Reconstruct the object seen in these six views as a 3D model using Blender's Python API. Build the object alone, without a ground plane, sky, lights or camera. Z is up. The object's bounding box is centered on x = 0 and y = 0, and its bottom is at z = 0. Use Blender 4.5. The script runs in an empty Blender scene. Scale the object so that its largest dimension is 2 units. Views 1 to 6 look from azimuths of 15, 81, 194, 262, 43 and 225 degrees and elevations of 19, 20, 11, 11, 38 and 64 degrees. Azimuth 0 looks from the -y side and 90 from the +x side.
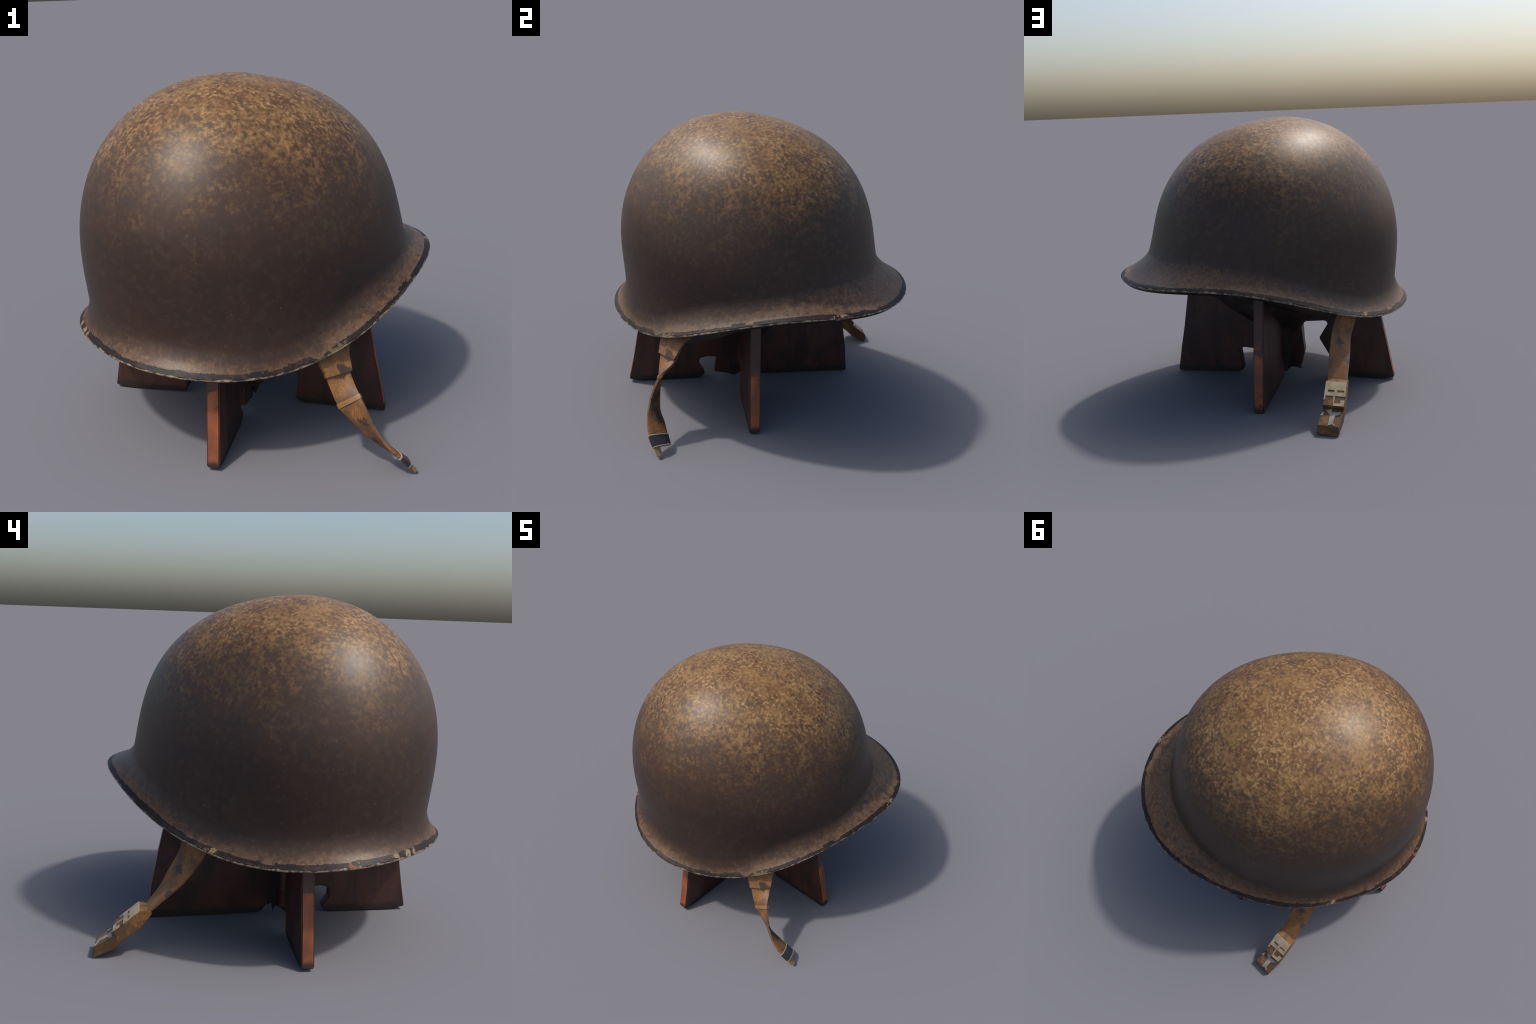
import bpy, bmesh, math, random
from math import sin, cos, pi, radians, sqrt, atan2, asin
from mathutils import Vector, noise

random.seed(7)
FRONT = radians(45)              # the visor looks along (+x, +y)

# ---------------------------------------------------------------- helpers
def link(o, parent=None):
    bpy.context.scene.collection.objects.link(o)
    if parent:
        o.parent = parent
    return o

def mesh_object(name, verts, faces, mat, parent=None, smooth=True):
    me = bpy.data.meshes.new(name)
    me.from_pydata([tuple(v) for v in verts], [], faces)
    me.validate()
    me.update()
    if smooth:
        me.polygons.foreach_set("use_smooth", [True] * len(me.polygons))
    if mat:
        me.materials.append(mat)
    return link(bpy.data.objects.new(name, me), parent)

def smoothstep(x):
    x = max(0.0, min(1.0, x))
    return x * x * (3 - 2 * x)

def catmull(pts, s):
    """point on a Catmull-Rom curve through pts, s in 0..1"""
    n = len(pts) - 1
    x = max(0.0, min(1.0, s)) * n
    k = min(int(x), n - 1)
    u = x - k
    p = lambda i: (Vector(pts[i]) if 0 <= i <= n else
                   (2 * Vector(pts[0]) - Vector(pts[1]) if i < 0 else 2 * Vector(pts[n]) - Vector(pts[n - 1])))
    a, b, c, d = p(k - 1), p(k), p(k + 1), p(k + 2)
    return 0.5 * (2 * b + (c - a) * u + (2 * a - 5 * b + 4 * c - d) * u * u + (3 * b - a - 3 * c + d) * u ** 3)

def noise2(v, scale, seed=0.0):
    return noise.noise(Vector((v[0] * scale + seed, v[1] * scale - seed, v[2] * scale + 2 * seed)))

# ---------------------------------------------------------------- materials
class Nodes:
    def __init__(self, name):
        self.m = bpy.data.materials.new(name)
        self.m.use_nodes = True
        self.t = self.m.node_tree
        self.b = self.t.nodes["Principled BSDF"]
        self.co = self.t.nodes.new("ShaderNodeTexCoord").outputs["Object"]
    def add(self, kind, **kw):
        n = self.t.nodes.new(kind)
        for k, v in kw.items():
            setattr(n, k, v)
        return n
    def put(self, sock, v):
        if isinstance(v, bpy.types.NodeSocket):
            self.t.links.new(v, sock)
        else:
            sock.default_value = v
    def scaled(self, s, loc=(0, 0, 0), rot=(0, 0, 0), co=None):
        n = self.add("ShaderNodeMapping")
        self.put(n.inputs["Vector"], co or self.co)
        n.inputs["Scale"].default_value = s
        n.inputs["Location"].default_value = loc
        n.inputs["Rotation"].default_value = rot
        return n.outputs[0]
    def noise(self, scale, detail=3.0, rough=0.55, dist=0.0, co=None):
        n = self.add("ShaderNodeTexNoise")
        self.put(n.inputs["Vector"], co or self.co)
        n.inputs["Scale"].default_value = scale
        n.inputs["Detail"].default_value = detail
        n.inputs["Roughness"].default_value = rough
        n.inputs["Distortion"].default_value = dist
        return n.outputs["Fac"]
    def math(self, op, a, b=0.0, c=0.0, clamp=False):
        n = self.add("ShaderNodeMath", operation=op, use_clamp=clamp)
        self.put(n.inputs[0], a)
        self.put(n.inputs[1], b)
        self.put(n.inputs[2], c)
        return n.outputs[0]
    def range(self, v, a, b, lo=0.0, hi=1.0, smooth=True):
        n = self.add("ShaderNodeMapRange", interpolation_type='SMOOTHSTEP' if smooth else 'LINEAR')
        self.put(n.inputs["Value"], v)
        n.inputs["From Min"].default_value = a
        n.inputs["From Max"].default_value = b
        n.inputs["To Min"].default_value = lo
        n.inputs["To Max"].default_value = hi
        return n.outputs[0]
    def mix(self, f, a, b):
        n = self.add("ShaderNodeMix", data_type='RGBA')
        self.put(n.inputs[0], f)
        self.put(n.inputs[6], a if isinstance(a, bpy.types.NodeSocket) else (*a, 1))
        self.put(n.inputs[7], b if isinstance(b, bpy.types.NodeSocket) else (*b, 1))
        return n.outputs[2]
    def xyz(self, v=None):
        n = self.add("ShaderNodeSeparateXYZ")
        self.put(n.inputs[0], v or self.co)
        return n.outputs
    def normal(self):
        return self.xyz(self.add("ShaderNodeNewGeometry").outputs["Normal"])
    def near(self, p, r, soft=0.4, scale=(1, 1, 1)):
        """blob mask round point p"""
        n = self.add("ShaderNodeVectorMath", operation='DISTANCE')
        self.put(n.inputs[0], self.scaled(scale))
        n.inputs[1].default_value = [a * b for a, b in zip(p, scale)]
        return self.range(n.outputs["Value"], r * (1 - soft), r * (1 + soft), 1, 0)
    def finish(self, color, rough=0.5, metallic=0.0, spec=0.5, bump=None, dist=0.002, strength=0.5):
        self.put(self.b.inputs["Base Color"], color if isinstance(color, bpy.types.NodeSocket) else (*color, 1))
        self.put(self.b.inputs["Roughness"], rough)
        self.put(self.b.inputs["Metallic"], metallic)
        self.put(self.b.inputs["Specular IOR Level"], spec)
        if bump is not None:
            n = self.add("ShaderNodeBump")
            n.inputs["Strength"].default_value = strength
            n.inputs["Distance"].default_value = dist
            self.put(n.inputs["Height"], bump)
            self.t.links.new(n.outputs[0], self.b.inputs["Normal"])
        return self.m

def steel_paint():
    """old brown paint: dark ground, tan flecks, denser on up-facing surfaces of the crown and, finer, on the flare"""
    n = Nodes("brown_helmet_paint")
    nx, ny, nz = n.normal()
    z = n.xyz()[2]
    big = n.noise(1.7, 3, 0.6)
    mid = n.noise(6.0, 4, 0.62, 0.4)
    fine = n.noise(26, 3, 0.62, 0.1)
    fleck = n.noise(50, 3, 0.62, 0.0)
    # lighter, warmer colour on surfaces that face up, broken up by patches
    facing = n.math('ADD', nz, n.math('MULTIPLY', n.math('SUBTRACT', mid, 0.5), 0.6))
    facing = n.math('ADD', facing, n.math('MULTIPLY', n.math('SUBTRACT', big, 0.5), 0.55))
    up_tint = n.range(facing, -0.12, 1.10, smooth=False)
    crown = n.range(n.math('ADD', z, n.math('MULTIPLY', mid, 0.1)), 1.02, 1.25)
    up_tint = n.math('MULTIPLY', up_tint, n.math('ADD', n.math('MULTIPLY', crown, 0.32), 0.68))
    ground = n.mix(n.range(n.noise(5, 4, 0.6), 0.4, 0.62), DARK, DARK_RED)
    ground = n.mix(n.range(fine, 0.46, 0.70), ground, GROUND_MOTTLE)
    tan = n.mix(n.range(n.noise(8, 3, 0.6), 0.40, 0.64), TAN, RUST)
    tan = n.mix(n.range(up_tint, 0.15, 0.72), (0.088, 0.051, 0.024), tan)
    tan = n.mix(n.math('MULTIPLY', n.range(fleck, 0.48, 0.70), n.math('MULTIPLY', n.range(up_tint, 0.35, 0.9), n.range(n.noise(4.5, 3, 0.6, co=n.scaled((1, 1, 1), (7, 2, 4))), 0.36, 0.62, 0.25, 1.0))), tan, PALE)
    base = n.mix(n.range(up_tint, 0.12, 0.92, smooth=False), ground, n.mix(n.range(mid, 0.4, 0.6), WARM, WARM_RED))
    level = n.math('ADD', n.math('MULTIPLY', fine, 0.5), n.math('MULTIPLY', fleck, 0.5))
    clump = n.noise(8.5, 2, 0.5, co=n.scaled((1, 1, 1), (2, 9, 5)))
    level = n.math('ADD', level, n.math('MULTIPLY', n.math('SUBTRACT', clump, 0.5), 0.14))
    cut = n.math('ADD', level, n.math('MULTIPLY', n.math('SUBTRACT', up_tint, 0.6), 0.24))
    mask = n.range(cut, 0.385, 0.63)
    mask = n.math('MULTIPLY', mask, n.range(up_tint, 0.0, 0.70), clamp=True)
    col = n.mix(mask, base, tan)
    # scattered lone specks low on the wall
    speck = n.math('MULTIPLY', n.range(n.noise(55, 2, 0.5, co=n.scaled((1, 1, 1), (3, 5, 1))), 0.67, 0.75),
                   n.range(mid, 0.42, 0.6))
    col = n.mix(n.math('MULTIPLY', speck, 0.55), col, RUST)
    # even, softly mottled lighter brown where the flare faces up
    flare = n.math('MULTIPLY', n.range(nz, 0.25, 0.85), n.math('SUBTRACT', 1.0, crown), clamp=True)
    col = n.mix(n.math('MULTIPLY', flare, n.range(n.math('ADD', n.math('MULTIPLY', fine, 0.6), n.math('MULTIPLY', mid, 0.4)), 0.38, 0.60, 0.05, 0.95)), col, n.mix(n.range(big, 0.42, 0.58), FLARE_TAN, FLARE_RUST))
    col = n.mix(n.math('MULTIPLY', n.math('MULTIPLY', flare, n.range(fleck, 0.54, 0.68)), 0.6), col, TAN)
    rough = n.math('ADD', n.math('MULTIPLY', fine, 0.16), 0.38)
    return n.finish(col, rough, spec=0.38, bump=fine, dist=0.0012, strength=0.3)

DARK = (0.0305, 0.0178, 0.0130)
DARK_RED = (0.037, 0.0188, 0.0135)
GROUND_MOTTLE = (0.043, 0.026, 0.0175)
WARM = (0.082, 0.045, 0.0175)
WARM_RED = (0.072, 0.034, 0.0150)
TAN = (0.205, 0.113, 0.040)
RUST = (0.142, 0.069, 0.024)
FLARE_TAN = (0.108, 0.063, 0.034)
FLARE_RUST = (0.108, 0.056, 0.026)
PALE = (0.335, 0.212, 0.095)

def rim_paint():
    """bare edge band: blue-black steel with chips showing old tan paint, a few primer-red spots"""
    n = Nodes("chipped_rim_paint")
    chips = n.range(n.noise(26, 4, 0.65, 0.5), 0.69, 0.72)
    col = n.mix(n.range(n.noise(12, 3), 0.35, 0.65), (0.011, 0.0090, 0.0095), (0.017, 0.0110, 0.0100))
    scuff = n.range(n.noise(15, 4, 0.65, 0.3), 0.55, 0.60)
    col = n.mix(n.math('MULTIPLY', scuff, 0.5), col, (0.050, 0.031, 0.021))
    col = n.mix(n.math('MULTIPLY', chips, 0.8), col, (0.17, 0.115, 0.065))
    wob = n.math('MULTIPLY', n.math('SUBTRACT', n.noise(22, 4, 0.65), 0.5), 0.16)
    flaky = n.range(n.noise(30, 3, 0.6, 0.4), 0.44, 0.47)
    def patch(p, r, c, col):
        d = n.add("ShaderNodeVectorMath", operation='DISTANCE')
        n.put(d.inputs[0], n.co)
        d.inputs[1].default_value = p
        m = n.range(n.math('ADD', d.outputs["Value"], wob), r - 0.006, r + 0.006, 1, 0)
        m = n.math('MULTIPLY', m, flaky)
        return n.mix(m, col, c)
    for p, r, c in RIM_PATCHES:
        col = patch(p, r, c, col)
    return n.finish(col, 0.50, spec=0.22, bump=n.noise(60, 3), dist=0.001, strength=0.3)

def edge_paint():
    """the very edge, rubbed through to pale tan"""
    n = Nodes("rubbed_edge")
    m = n.range(n.noise(30, 4, 0.65, 0.4), 0.42, 0.55)
    tan = n.mix(n.range(n.noise(14, 3), 0.4, 0.6), (0.19, 0.13, 0.07), (0.28, 0.205, 0.125))
    return n.finish(n.mix(m, (0.045, 0.034, 0.030), tan), 0.5)

def liner_mat():
    n = Nodes("dark_liner")
    col = n.mix(n.range(n.noise(6, 4), 0.4, 0.65), (0.030, 0.024, 0.023), (0.055, 0.036, 0.026))
    return n.finish(col, 0.7, spec=0.3, bump=n.noise(20, 3), dist=0.004, strength=0.3)

def wood_mat(name, c0, c1, edge=False):
    n = Nodes(name)
    grain = n.noise(4, 4, 0.55, 0.4, co=n.scaled((2.2, 2.2, 0.8)))
    col = n.mix(n.range(grain, 0.35, 0.66), c0, c1)
    z = n.xyz()[2]
    stain = n.range(n.noise(9, 4, 0.62, 0.4), 0.60, 0.68)
    col = n.mix(n.math('MULTIPLY', stain, 0.7), col, (0.045, 0.030, 0.026))
    up = n.math('ADD', z, n.math('MULTIPLY', n.math('SUBTRACT', n.noise(8, 4), 0.5), 0.35))
    if edge:
        col = n.mix(n.range(up, 0.395, 0.43, 0, 0.85), col, (0.040, 0.026, 0.023))      # dark patch over the tops of the edges, by height
    foot = n.math('ADD', z, n.math('MULTIPLY', n.math('SUBTRACT', n.noise(14, 3), 0.5), 0.05))
    col = n.mix(n.range(foot, 0.030, 0.060, 0.92, 0), col, (0.016, 0.012, 0.010))   # black band at the foot, by height
    return n.finish(col, 0.45, spec=0.45, bump=grain, dist=0.003, strength=0.15)

def webbing_mat(name, stain=(0.040, 0.027, 0.022), seed=0.0, thr=0.56):
    n = Nodes(name)
    co = n.scaled((1, 1, 1), (seed, seed * 2, -seed))
    weave = n.noise(90, 2, 0.5, co=n.scaled((2.2, 2.2, 0.35)))
    col = n.mix(n.range(weave, 0.35, 0.65), (0.155, 0.069, 0.019), (0.255, 0.115, 0.032))
    col = n.mix(n.range(n.noise(9, 3, co=co), 0.4, 0.65), col, (0.10, 0.052, 0.024))
    flake = n.math('MULTIPLY', n.range(n.noise(7.5, 4, 0.6, 0.3, co=co), thr, thr + 0.05), 0.85)
    col = n.mix(flake, col, stain)
    return n.finish(col, 0.55, spec=0.4, bump=weave, dist=0.002, strength=0.3)

def plain(name, c, rough=0.5, var=0.25, scale=12, metallic=0.0):
    n = Nodes(name)
    d = tuple(x * (1 - var) for x in c)
    return n.finish(n.mix(n.range(n.noise(scale, 3), 0.35, 0.65), d, c), rough, metallic)

# ---------------------------------------------------------------- helmet form
# Fourier series in the angle from the front: plan radius and height of the rim
RIM_C = (0.0, -0.03)
RIM_R = [0.9551, 0.0172, 0.0163, 0.0978, 0.0004, 0.0114, 0.0011, 0.0012, -0.0004, 0.0106, 0.001, -0.005, -0.0012]
RIM_Z = [0.6992, 0.1755, 0.0104, 0.0475, -0.0005, -0.0343, -0.0062, -0.0099, -0.0014, 0.0007, -0.0006, -0.0028, -0.0014]
# dome as a distance from a point inside it: rows are harmonics 1, cos t, sin t, cos 2t, sin 2t, ...,
# columns a Chebyshev profile in elevation
DOME_C = Vector((-0.02, -0.04, 1.0))
DOME = [[0.9328, -0.0619, 0.0755, -0.0571, 0.0231, -0.0038, 0.0025],
        [-0.0433, -0.1096, 0.018, -0.0255, -0.0084, 0.0025, -0.0064],
        [-0.0001, -0.0032, 0.0018, 0.0028, -0.0024, 0.0022, -0.0018],
        [0.0846, -0.0297, 0.0152, -0.017, -0.0108, 0.0016, -0.0098],
        [0.0066, 0.0189, 0.0048, 0.0037, -0.0003, 0.0016, -0.0019],
        [0.0039, -0.0157, 0.0226, 0.0032, 0.0022, -0.0018, -0.0057],
        [-0.0186, -0.0156, -0.0165, -0.0043, 0.0015, 0.0003, 0.0029],
        [-0.0026, -0.0107, 0.0069, -0.0021, 0.0017, 0.0007, -0.0009],
        [-0.0028, 0.0201, -0.0042, 0.0046, -0.0007, -0.0015, 0.0006]]

def fourier(c, t):
    return c[0] + sum(c[2 * k - 1] * cos(k * t) + c[2 * k] * sin(k * t) for k in range(1, len(c) // 2 + 1))

def rim_point(t):
    r, a = fourier(RIM_R, t), t + FRONT
    return Vector((RIM_C[0] + r * cos(a), RIM_C[1] + r * sin(a), fourier(RIM_Z, t)))

def dome_point(t, e):
    x = (e - 0.5) / 1.1
    T = [1.0, x]
    while len(T) < 7:
        T.append(2 * x * T[-1] - T[-2])
    h = [1.0]
    for k in (1, 2, 3, 4):
        m = cos(e) ** min(k, 3)
        h += [m * cos(k * t), m * sin(k * t)]
    r = sum(h[i] * sum(c * T[j] for j, c in enumerate(row)) for i, row in enumerate(DOME))
    a = t + FRONT
    return DOME_C + r * Vector((cos(e) * cos(a), cos(e) * sin(a), sin(e)))

WAIST_RISE = 0.155               # the waist lies this far above the rim
def waist(t):
    # seen from the dome's centre the angle of the waist
    zt = fourier(RIM_Z, t) + WAIST_RISE
    lo, hi = radians(-32), radians(20)
    for _ in range(30):
        mid = (lo + hi) / 2
        if dome_point(t, mid).z < zt: lo = mid
        else: hi = mid
    return (lo + hi) / 2

# flare section: outward fraction, drop fraction
FLARE = [(0, 0), (0.05, 0.2), (0.17, 0.4), (0.36, 0.60), (0.61, 0.77), (0.84, 0.885), (0.962, 0.945), (1.0, 1.0)]

NT, ND, NF = 720, 56, 48
def helmet_sections():
    """list of NT profiles, each from the crown down the wall, over the flare, round the edge"""
    out = []
    for i in range(NT):
        t = 2 * pi * i / NT
        ew = waist(t)
        prof = []
        for j in range(1, ND + 1):
            s = j / ND
            e = pi / 2 + (ew - pi / 2) * s
            prof.append(dome_point(t, e))
        w, r = prof[-1], rim_point(t)
        out_h = Vector((r.x - w.x, r.y - w.y, 0))
        drop = w.z - r.z
        for j in range(1, NF + 1):
            u, v = catmull([(a, b, 0) for a, b in FLARE], 1 - (1 - j / NF) ** 1.35)[:2]
            u += 0.27 * u * (1 - u) * max(0.0, cos(t)) * (1 - v)      # fuller root at the visor
            prof.append(Vector((w.x, w.y, w.z)) + out_h * u - Vector((0, 0, drop * v)))
        n = Vector((r.x - RIM_C[0], r.y - RIM_C[1], 0)).normalized()
        # rounded lip, then the underside back inwards
        R = 0.007
        c = r - n * R
        for k in range(1, 7):
            a = pi * k / 6
            prof.append(c + n * (R * cos(a)) - Vector((0, 0, R * sin(a))))
        end = prof[-1]
        d = abs((math.degrees(t) + 180) % 360 - 180)
        thick = 0.004 + 0.022 * smoothstep((95 - d) / 50)
        for back, down in ((0.004, 0.5), (0.010, 1.0), (0.022, 1.1), (0.034, 0.8), (0.056, 0.0)):
            prof.append(end - n * back - Vector((0, 0, thick * down)))
        out.append(prof)
    return out

def band_width(p):
    """width of the bare edge band at p: an irregular paint line with a few sudden steps"""
    w = noise2(p, 3.5, 3.1) * 0.010 + noise2(p, 14.0, 8.2) * 0.007 + noise2(p, 45.0, 1.7) * 0.004
    if noise2(p, 6.0, 5.5) > 0.32: w -= 0.012
    return 0.038 + w

def build_helmet(parent, mats):
    prof = helmet_sections()
    NR = len(prof[0])
    crown = dome_point(0, pi / 2)
    # let the last free rows of the flare follow the paint line by sliding along the section
    verts = [crown] + [prof[i][j] for i in range(NT) for j in range(NR)]
    vid = lambda i, j: 1 + (i % NT) * NR + j
    faces, part = [], []
    for i in range(NT):
        faces.append((0, vid(i, 0), vid(i + 1, 0)))
        part.append(0)
        lip = prof[i][ND + NF - 1]
        wide, bead = band_width(lip), 0.006 + 0.006 * noise2(lip, 20, 2.2) + 0.004 * noise2(lip, 60, 4.2)
        for j in range(NR - 1):
            faces.append((vid(i, j), vid(i, j + 1), vid(i + 1, j + 1), vid(i + 1, j)))
            far = (prof[i][j] - lip).length
            if j < ND + NF - 1 and far > wide: part.append(0)
            elif j < ND + NF - 1 and far > bead: part.append(1)
            elif j < ND + NF + 4: part.append(2)
            else: part.append(1)
    whole = bpy.data.meshes.new("whole")
    whole.from_pydata([tuple(v) for v in verts], [], faces)
    whole.polygons.foreach_set("use_smooth", [True] * len(faces))
    whole.update()
    normals = [Vector(v.normal) for v in whole.vertices]
    for k, (name, mat) in enumerate((("shell", mats[0]), ("rim", mats[1]), ("edge", mats[2]))):
        ids, new, fs = {}, [], []
        for f, p in zip(faces, part):
            if p != k:
                continue
            g = []
            for v in f:
                if v not in ids:
                    ids[v] = len(new)
                    new.append(v)
                g.append(ids[v])
            fs.append(tuple(g))
        o = mesh_object(name, [verts[v] for v in new], fs, mat, parent)
        o.data.normals_split_custom_set_from_vertices([normals[v] for v in new])
    bpy.data.meshes.remove(whole)

# ---------------------------------------------------------------- inside
def board_y_x(y): return -0.063 - 0.0354 * y      # plane of the board that runs along y
def board_x_y(x): return -0.0995 + 0.005 * x               # plane of the board that runs along x

def build_liner(parent, mat):
    """cloth and leather liner: drops in just behind the rim, vaults between the boards, sags where it meets them"""
    N, Q = 200, 60
    verts, faces = [], []
    for j in range(Q + 1):
        q = 0.965 * (1 - j / Q) + 0.002
        for i in range(N):
            t = 2 * pi * i / N
            az = t + FRONT
            r = rim_point(t)
            x = RIM_C[0] + (r.x - RIM_C[0]) * q
            y = RIM_C[1] + (r.y - RIM_C[1]) * q
            depth = 0.075 + 0.055 * max(0.0, cos(az - radians(-35))) ** 2
            w = smoothstep((0.965 - q) / 0.24)
            mid = smoothstep((0.80 - q) / 0.80)
            z = (r.z + 0.004 - depth * w) * (1 - mid) + 0.56 * mid
            d = min(abs(x - board_y_x(y)), abs(y - board_x_y(x)))
            z -= 0.06 * math.exp(-max(0, d - 0.03) / 0.08) * smoothstep((0.66 - q) / 0.30)
            z += 0.012 * noise2((x, y, 0), 7.0, 1.0) * w
            verts.append(Vector((x, y, z)))
    for j in range(Q):
        for i in range(N):
            a, b = j * N + i, j * N + (i + 1) % N
            faces.append((a, a + N, b + N, b))
    faces.append(tuple(Q * N + i for i in range(N)))
    return mesh_object("liner", verts, faces, mat, parent)

# ---------------------------------------------------------------- stand
BOARD_Y = [(-.898, .020), (-.80, .004), (-.405, .0), (-.355, .035), (-.40, .10), (-.40, .155), (-.35, .17), (-.275, .165), (-.29, .045),
           (-.2, .03), (-.14, .005), (-.10, .03), (-.03, .085), (.03, .01), (.710, 0), (.688, .204), (.654, .393), (.626, .528), (.54, .95), (-.74, .95), (-.84, .35), (-.869, .17)]
BOARD_X = [(-.90, .015), (-.80, .002), (-.45, .012), (-.43, .04), (-.43, .16), (-.352, .296), (-.421, .41), (-.40, .43), (-.25, .42), (-.22, .38), (-.23, .28),
           (-.24, .2), (-.21, .08), (-.12, .06), (-.09, .10), (-.05, .05), (-.03, .085), (.03, .10), (.058, .15), (.08, .205), (.17, .20), (.235, .207), (.26, .19),
           (.24, .03), (.28, .01), (.764, .006), (.73, .2), (.70, .35), (.675, .5), (.60, .95), (-.73, .95), (-.815, .44), (-.85, .27)]

def build_board(outline, place, parent, mats, name="stand_board", th=0.069):
    bm = bmesh.new()
    fr = [bm.verts.new(place(a, z, th / 2)) for a, z in outline]
    bk = [bm.verts.new(place(a, z, -th / 2)) for a, z in outline]
    n = len(outline)
    bm.faces.new(fr)
    bm.faces.new(bk[::-1])
    for i in range(n):
        f = bm.faces.new((fr[i], bk[i], bk[(i + 1) % n], fr[(i + 1) % n]))
        (a0, z0), (a1, z1) = outline[i], outline[(i + 1) % n]
        f.material_index = 1 if abs(a0) > 0.5 and abs(a1) > 0.5 and abs(z1 - z0) > 0.05 else 0
    bmesh.ops.recalc_face_normals(bm, faces=bm.faces)
    bmesh.ops.bevel(bm, geom=[e for e in bm.edges if e.calc_face_angle(0) > radians(25)], offset=0.006, segments=2, affect='EDGES', clamp_overlap=True)
    bmesh.ops.triangulate(bm, faces=[f for f in bm.faces if len(f.verts) > 4])
    me = bpy.data.meshes.new(name)
    bm.to_mesh(me)
    bm.free()
    for m in mats:
        me.materials.append(m)
    return link(bpy.data.objects.new(name, me), parent)

# fillet radius of the three hollow corners between the boards, by height
FILLETS = {0: [(.05, .06), (.25, .10), (.40, .20), (.50, .38), (.62, .52)],
           1: [(.05, .06), (.38, .11), (.46, .22), (.54, .38), (.62, .48)],
           3: [(.05, .05), (.25, .08), (.40, .17), (.50, .36), (.60, .54)]}

def fillet(k, z):
    pts = FILLETS[k]
    for (z0, r0), (z1, r1) in zip(pts, pts[1:]):
        if z <= z1:
            return r0 + (r1 - r0) * max(0.0, (z - z0) / (z1 - z0))
    return pts[-1][1]

def build_joint(parent, mats):
    """the rounded, ragged block where the two boards cross; it spreads like a trumpet under the liner"""
    cx, cy = board_y_x(-0.1), -0.1
    M, H = 9, 24
    corner = ((-.16, -.035), (-.158, -.06), (-.152, -.09), (-.14, -.115), (-.12, -.138), (-.095, -.152), (-.065, -.16), (-.05, -.163), (-.035, -.165))
    verts, faces = [], []
    n = 4 * M
    for h in range(H + 1):
        for i in range(n):
            k, m = divmod(i, M)
            seed = Vector((cos(2 * pi * i / n), sin(2 * pi * i / n), 0))
            low = 0.055 + 0.05 * noise2(seed, 3.1, 2.7) + 0.02 * ((i * 7) % 3 - 1) + (0.13 if k == 0 else 0.0)
            z = low + (0.66 - low) * h / H
            if k == 2:                           # the bulging corner towards the back of the helmet
                dx, dy = corner[m]
            else:                                # concave quarter between two arms
                a, b, R = m / (M - 1) * pi / 2, k * pi / 2, fillet(k, z)
                c = (0.5 if k == 0 else 1.0) * smoothstep((z - 0.15) / 0.25)          # hollow low down, flat web higher up
                p = 0.03 + R * ((1 - sin(a)) * (1 - c) + (1 - m / (M - 1)) * c)
                q = 0.03 + R * ((1 - cos(a)) * (1 - c) + m / (M - 1) * c)
                dx, dy = p * cos(b) - q * sin(b), p * sin(b) + q * cos(b)
            w = 1 + 0.08 * noise2((dx, dy, z), 9, 4.4) - 0.10 * (1 - h / H)
            verts.append((cx + dx * w, cy + dy * w, z))
    for h in range(H):
        for i in range(n):
            a, b = h * n + i, h * n + (i + 1) % n
            faces.append((a, b, b + n, a + n))
    verts.append((cx, cy, 0.10))
    faces += [((i + 1) % n, i, len(verts) - 1) for i in range(n)]
    o = mesh_object("joint_block", verts, faces, mats[0], parent)
    o.data.set_sharp_from_angle(angle=radians(50))

# ---------------------------------------------------------------- straps
def ribbon(name, e1, e2, mat, parent, th=0.022, n=60, m=8, belly=None, s0=0.0, s1=1.0, grow=0.0):
    """thick band between two edge curves; belly(s, v) pushes the middle along the normal"""
    top, bot = [], []
    for i in range(n + 1):
        s = s0 + (s1 - s0) * i / n
        a, b = catmull(e1, s), catmull(e2, s)
        ds = 0.01
        ta = (catmull(e1, min(1, s + ds)) + catmull(e2, min(1, s + ds)) - catmull(e1, max(0, s - ds)) - catmull(e2, max(0, s - ds))).normalized()
        across = (b - a)
        nrm = across.cross(ta).normalized()
        u = across.normalized()
        a, b = a - u * grow, b + u * grow
        for k in range(m + 1):
            v = k / m
            p = a.lerp(b, v) + nrm * (belly(s, v) if belly else 0.0)
            h = th / 2 * (1 if 0 < k < m else 0.6) + grow
            top.append(p + nrm * h)
            bot.append(p - nrm * h)
    V = top + bot
    off = len(top)
    W = m + 1
    F = []
    for i in range(n):
        for k in range(m):
            q = i * W + k
            F.append((q, q + 1, q + W + 1, q + W))
            F.append((off + q, off + q + W, off + q + W + 1, off + q + 1))
        for k, r in ((0, 0), (m, 1)):
            q = i * W + k
            F.append((q, q + W, off + q + W, off + q) if r == 0 else (q, off + q, off + q + W, q + W))
    for k in range(m):
        F.append((k, off + k, off + k + 1, k + 1))
        q = n * W + k
        F.append((q, q + 1, off + q + 1, off + q))
    o = mesh_object(name, V, F, mat, parent)
    bm = bmesh.new()
    bm.from_mesh(o.data)
    bmesh.ops.recalc_face_normals(bm, faces=bm.faces)
    bm.to_mesh(o.data)
    bm.free()
    o.data.set_sharp_from_angle(angle=radians(38))
    return o

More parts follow.
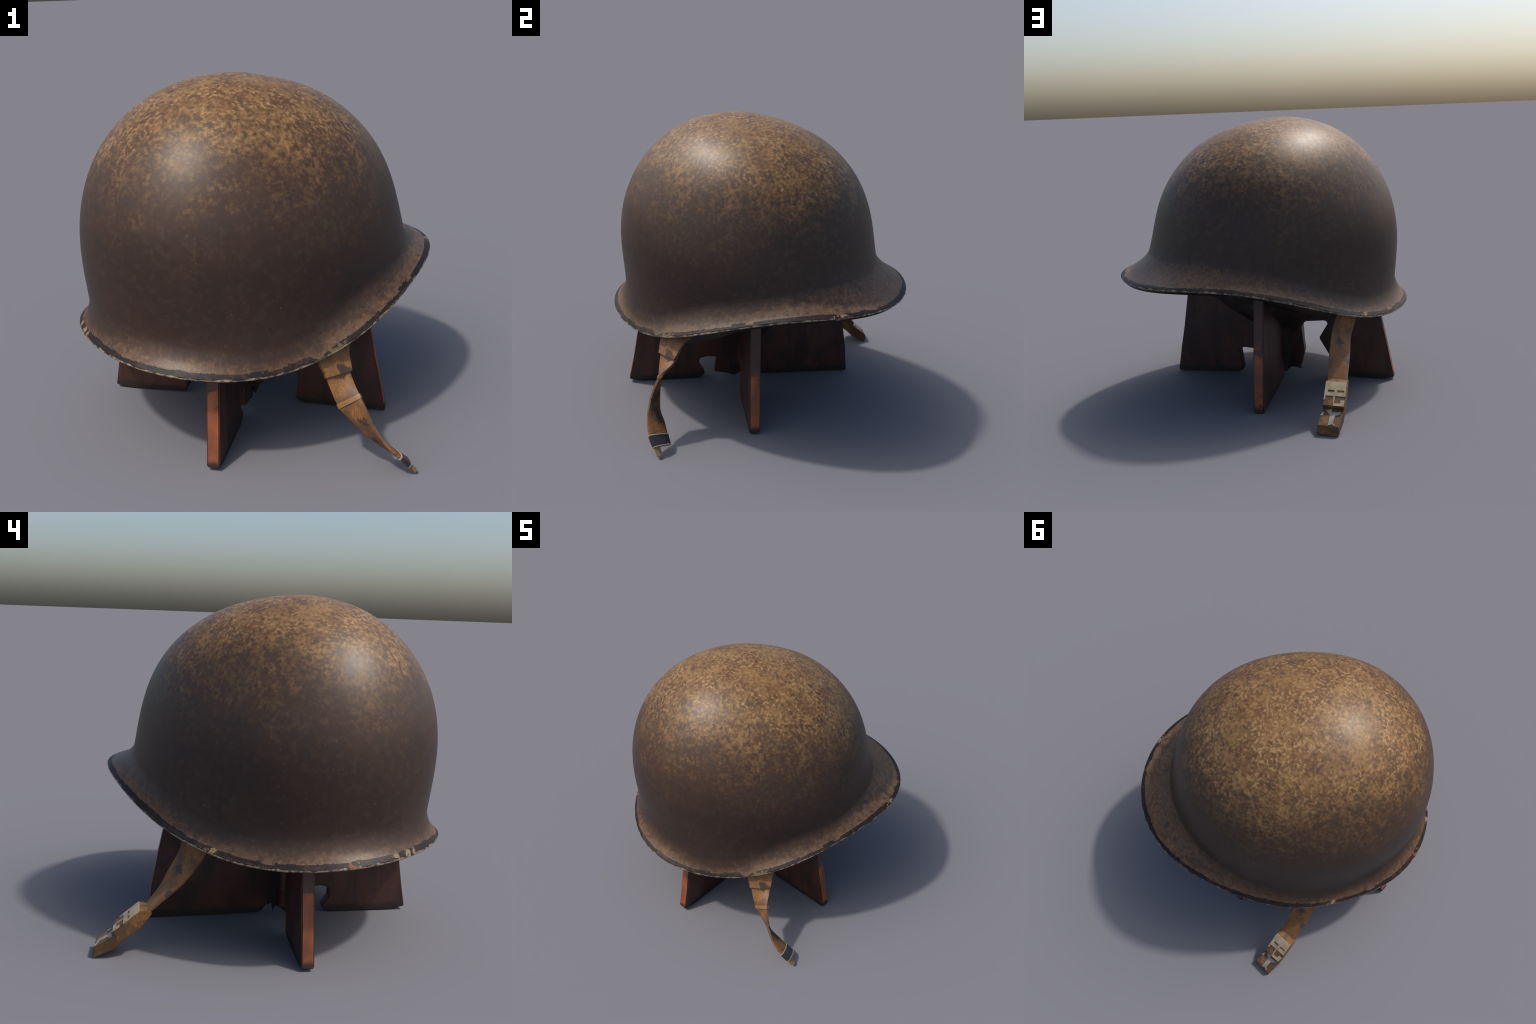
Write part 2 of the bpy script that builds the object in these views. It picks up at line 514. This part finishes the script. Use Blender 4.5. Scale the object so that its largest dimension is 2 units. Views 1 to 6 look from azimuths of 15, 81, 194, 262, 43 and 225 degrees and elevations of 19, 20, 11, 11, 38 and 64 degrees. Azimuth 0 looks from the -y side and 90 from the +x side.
RIGHT_1 = [(.47, -.60, .66), (.488, -.662, .564), (.523, -.685, .458), (.583, -.698, .328), (.660, -.700, .250), (.722, -.698, .185), (.778, -.672, .128), (.855, -.652, .070), (.930, -.630, .016)]
RIGHT_2 = [(.585, -.50, .67), (.590, -.548, .582), (.625, -.599, .47), (.689, -.696, .399), (.738, -.742, .322), (.780, -.766, .250), (.838, -.776, .176), (.912, -.760, .100), (.972, -.716, .020)]
LEFT_1 = [(-.60, .535, .65), (-.568, .545, .56), (-.556, .599, .447), (-.553, .645, .354), (-.557, .712, .262)]
LEFT_2 = [(-.70, .40, .60), (-.672, .477, .475), (-.677, .553, .388), (-.681, .628, .327), (-.682, .706, .260)]

def build_right_strap(parent):
    web = webbing_mat("khaki_webbing", seed=1.3, thr=0.575)
    fold = lambda s, v: 0.006 * smoothstep((s - 0.62) / 0.16) * (1 - abs(2 * v - 1)) + 0.004 * sin(pi * v)
    strap = ribbon("strap", RIGHT_1, RIGHT_2, web, parent, belly=fold, s1=0.93)
    ribbon("strap_loop", [(.44, -.60, .66), (.468, -.668, .575), (.515, -.690, .478)], [(.63, -.47, .66), (.604, -.542, .580), (.628, -.600, .484)], webbing_mat('gathered_webbing', (0.034, 0.026, 0.023), 2.2, 0.49), parent, n=14, grow=0.003, belly=lambda s, v: 0.006 * sin(3 * pi * v) - 0.004)
    metal = plain("dark_buckle_metal", (0.030, 0.024, 0.026), 0.4)
    cream = plain("cream_edge", (0.34, 0.28, 0.20), 0.5)
    ribbon("buckle", RIGHT_1, RIGHT_2, metal, parent, belly=fold, s0=0.855, s1=0.94, n=12, grow=0.003)
    ribbon("buckle_edge", RIGHT_1, RIGHT_2, cream, parent, belly=fold, s0=0.848, s1=0.856, n=2, grow=0.0045)
    ribbon("buckle_edge", RIGHT_1, RIGHT_2, cream, parent, belly=fold, s0=0.935, s1=0.942, n=2, grow=0.0045)
    ribbon("keeper", RIGHT_1, RIGHT_2, plain("keeper_webbing", (0.24, 0.12, 0.04)), parent, s0=0.36, s1=0.385, n=4, grow=0.003)
    # folded tip beyond the buckle
    tip = plain("tip_webbing", (0.26, 0.155, 0.065))
    a, b = catmull(RIGHT_1, 0.93), catmull(RIGHT_2, 0.93)
    ribbon("strap_tip", [a.lerp(b, .45), a.lerp(b, .62), (.962, -.69, .012)], [b, b.lerp(Vector((.972, -.716, .02)), .5), (.974, -.718, .014)], tip, parent, n=8, m=3)

BLOCK = [(.690, .252), (.700, .268), (.757, .267), (.825, .212), (.893, .156), (.877, .132), (.930, .098), (.984, .062), (.992, .008), (.984, .003), (.888, .056), (.832, .108), (.754, .168)]

def build_left_strap(parent):
    web = webbing_mat("khaki_webbing_worn", seed=4.1, thr=0.575)
    ribbon("strap", LEFT_1, LEFT_2, web, parent, belly=lambda s, v: 0.006 * sin(pi * v), n=50)
    # doubled-over end with its buckle: a wedge-shaped packet
    def side(y, z, k):            # k = 0 left edge, 1 right edge
        s = smoothstep((y - 0.86) / 0.12)
        low = 0.022 if k == 0 and z < 1.05 * (0.995 - y) * 0.72 else 0.0      # the inner edge hangs a little lower
        return Vector(((-.553 + .020 * s) if k == 0 else (-.687 + .021 * s), y + (0.008 * k * s), max(0.001, z - 0.004 * k - low)))
    bm = bmesh.new()
    m = 6
    rows = []
    for k in range(m + 1):
        v = k / m
        rows.append([bm.verts.new(side(y, z, 0).lerp(side(y, z, 1), v)) for y, z in BLOCK])
    n = len(BLOCK)
    for k in range(m):
        for i in range(n):
            bm.faces.new((rows[k][i], rows[k + 1][i], rows[k + 1][(i + 1) % n], rows[k][(i + 1) % n]))
    bm.faces.new(rows[0])
    bm.faces.new(rows[-1][::-1])
    bmesh.ops.recalc_face_normals(bm, faces=bm.faces)
    edges = [e for e in bm.edges if len(e.link_faces) == 2 and e.calc_face_angle(0) > radians(25)]
    bmesh.ops.bevel(bm, geom=edges, offset=0.004, segments=2, affect='EDGES', clamp_overlap=True)
    bmesh.ops.triangulate(bm, faces=[f for f in bm.faces if len(f.verts) > 4])
    me = bpy.data.meshes.new("strap_end")
    bm.to_mesh(me)
    bm.free()
    me.materials.append(webbing_mat("strap_end_webbing", seed=7.7, thr=0.50, stain=(0.085, 0.046, 0.020)))
    link(bpy.data.objects.new("strap_end", me), parent)
    # cream tape laid over the packet, in pieces that leave small windows of webbing
    cream = plain("cream_tape", (0.41, 0.32, 0.20), 0.5, 0.3, 25)
    def onto(v, w, lift):         # v across 0..1, w along the top face 0..1 from the near edge
        p = side(.757 + (.893 - .757) * w, .267 + (.156 - .267) * w, 0).lerp(side(.757 + (.893 - .757) * w, .267 + (.156 - .267) * w, 1), v)
        return p + Vector((0, 0.63, 0.77)) * lift
    def onto2(v, w, lift):
        y, z = .880 + (.984 - .880) * w, .131 + (.062 - .131) * w
        return side(y, z, 0).lerp(side(y, z, 1), v) + Vector((0, 0.55, 0.83)) * lift
    def tile(name, f, poly, mat):
        t = [f(v, w, 0.0035) for v, w in poly]
        b = [f(v, w, -0.002) for v, w in poly]
        k = len(poly)
        F = [tuple(range(k)), tuple(range(2 * k - 1, k - 1, -1))] + [(i, i + k, (i + 1) % k + k, (i + 1) % k) for i in range(k)]
        return mesh_object(name, t + b, F, mat, parent, smooth=False)
    rect = lambda a, b, c, d: [(a, c), (b, c), (b, d), (a, d)]
    for v0, v1, w0, w1 in ((0.01, 0.99, 0.01, 0.36), (0.01, 0.15, 0.362, 0.45), (0.46, 0.60, 0.362, 0.45), (0.93, 0.99, 0.362, 0.45), (0.01, 0.99, 0.452, 0.60),
                           (0.01, 0.08, 0.602, 0.76), (0.45, 0.52, 0.602, 0.88), (0.80, 0.99, 0.75, 0.88), (0.50, 0.99, 0.882, 0.985)):
        tile("tape", onto, rect(v0, v1, w0, w1), cream)
    pale = plain("grey_tape", (0.32, 0.29, 0.235), 0.5, 0.3, 25)
    tile("tape", onto2, [(0.15, 0.08), (0.42, 0.0), (0.5, 0.2), (0.9, 0.12), (0.88, 0.3), (0.68, 0.38), (0.70, 0.78), (0.85, 0.98), (0.68, 0.86), (0.5, 0.95), (0.46, 0.5), (0.44, 0.36)], pale)
    tile("tape", onto2, rect(0.02, 0.12, 0.2, 0.42), pale)

# ---------------------------------------------------------------- stitching seen along the band
def build_stitches(parent, mat):
    verts, faces = [], []
    for a0, a1 in ((-36, -9), (146, 174)):
        a = a0
        while a < a1:
            t = radians(a) - FRONT
            r = rim_point(t)
            n = Vector((r.x - RIM_C[0], r.y - RIM_C[1], 0)).normalized()
            tan = Vector((-n.y, n.x, 0))
            c = r - n * 0.0035 + Vector((0, 0, 0.0105))
            s = 0.0016
            base = len(verts)
            for dx, dy, dz in ((-1, -1, -1), (1, -1, -1), (1, 1, -1), (-1, 1, -1), (-1, -1, 1), (1, -1, 1), (1, 1, 1), (-1, 1, 1)):
                verts.append(c + tan * s * 1.2 * dx + n * s * 0.6 * dy + Vector((0, 0, s * dz)))
            faces += [tuple(base + k for k in f) for f in ((0, 3, 2, 1), (4, 5, 6, 7), (0, 1, 5, 4), (1, 2, 6, 5), (2, 3, 7, 6), (3, 0, 4, 7))]
            a += 0.72 * (1 + 0.25 * random.random())
    o = mesh_object("stitching", verts, faces, mat, parent, smooth=False)
    o["kind"] = "stuff"

# ---------------------------------------------------------------- assemble
def rim_at(az): return rim_point(radians(az) - FRONT)
OLIVE = (0.095, 0.065, 0.032)
CREAM = (0.20, 0.14, 0.078)
RIM_PATCHES = [(rim_at(a) + Vector((0, 0, dz)), r, c) for a, dz, r, c in (
    (-50, .01, .085, OLIVE), (218, .02, .05, CREAM), (210, .01, .03, CREAM), (195, .0, .03, (0.16, 0.045, 0.02)),
    (22, .01, .03, CREAM), (150, .0, .025, CREAM))]

def main():
    thing = link(bpy.data.objects.new("army_helmet", None))
    thing["label"] = "rusty brown steel army helmet with chin strap"
    thing["category"] = "army helmet"
    build_helmet(thing, (steel_paint(), rim_paint(), edge_paint()))
    build_liner(thing, liner_mat())
    build_stitches(thing, plain("stitch_thread", (0.20, 0.135, 0.075)))
    for f in (build_right_strap, build_left_strap):
        strap = link(bpy.data.objects.new("chin_strap", None), thing)
        f(strap)
    stand = link(bpy.data.objects.new("wooden_stand", None))
    stand["label"] = "dark mahogany stand of two crossed boards"
    stand["category"] = "display stand"
    wood = (wood_mat('dark_mahogany', (0.034, 0.0155, 0.0125), (0.078, 0.028, 0.018)), wood_mat('bright_mahogany_edge', (0.15, 0.045, 0.020), (0.29, 0.082, 0.026), True))
    build_joint(stand, [plain('near_black_wood', (0.022, 0.013, 0.011), 0.6)])
    build_board(BOARD_Y, lambda a, z, h: (board_y_x(a) + h, a, z), stand, wood)
    build_board(BOARD_X, lambda a, z, h: (a, board_x_y(a) + h, z), stand, wood)

main()
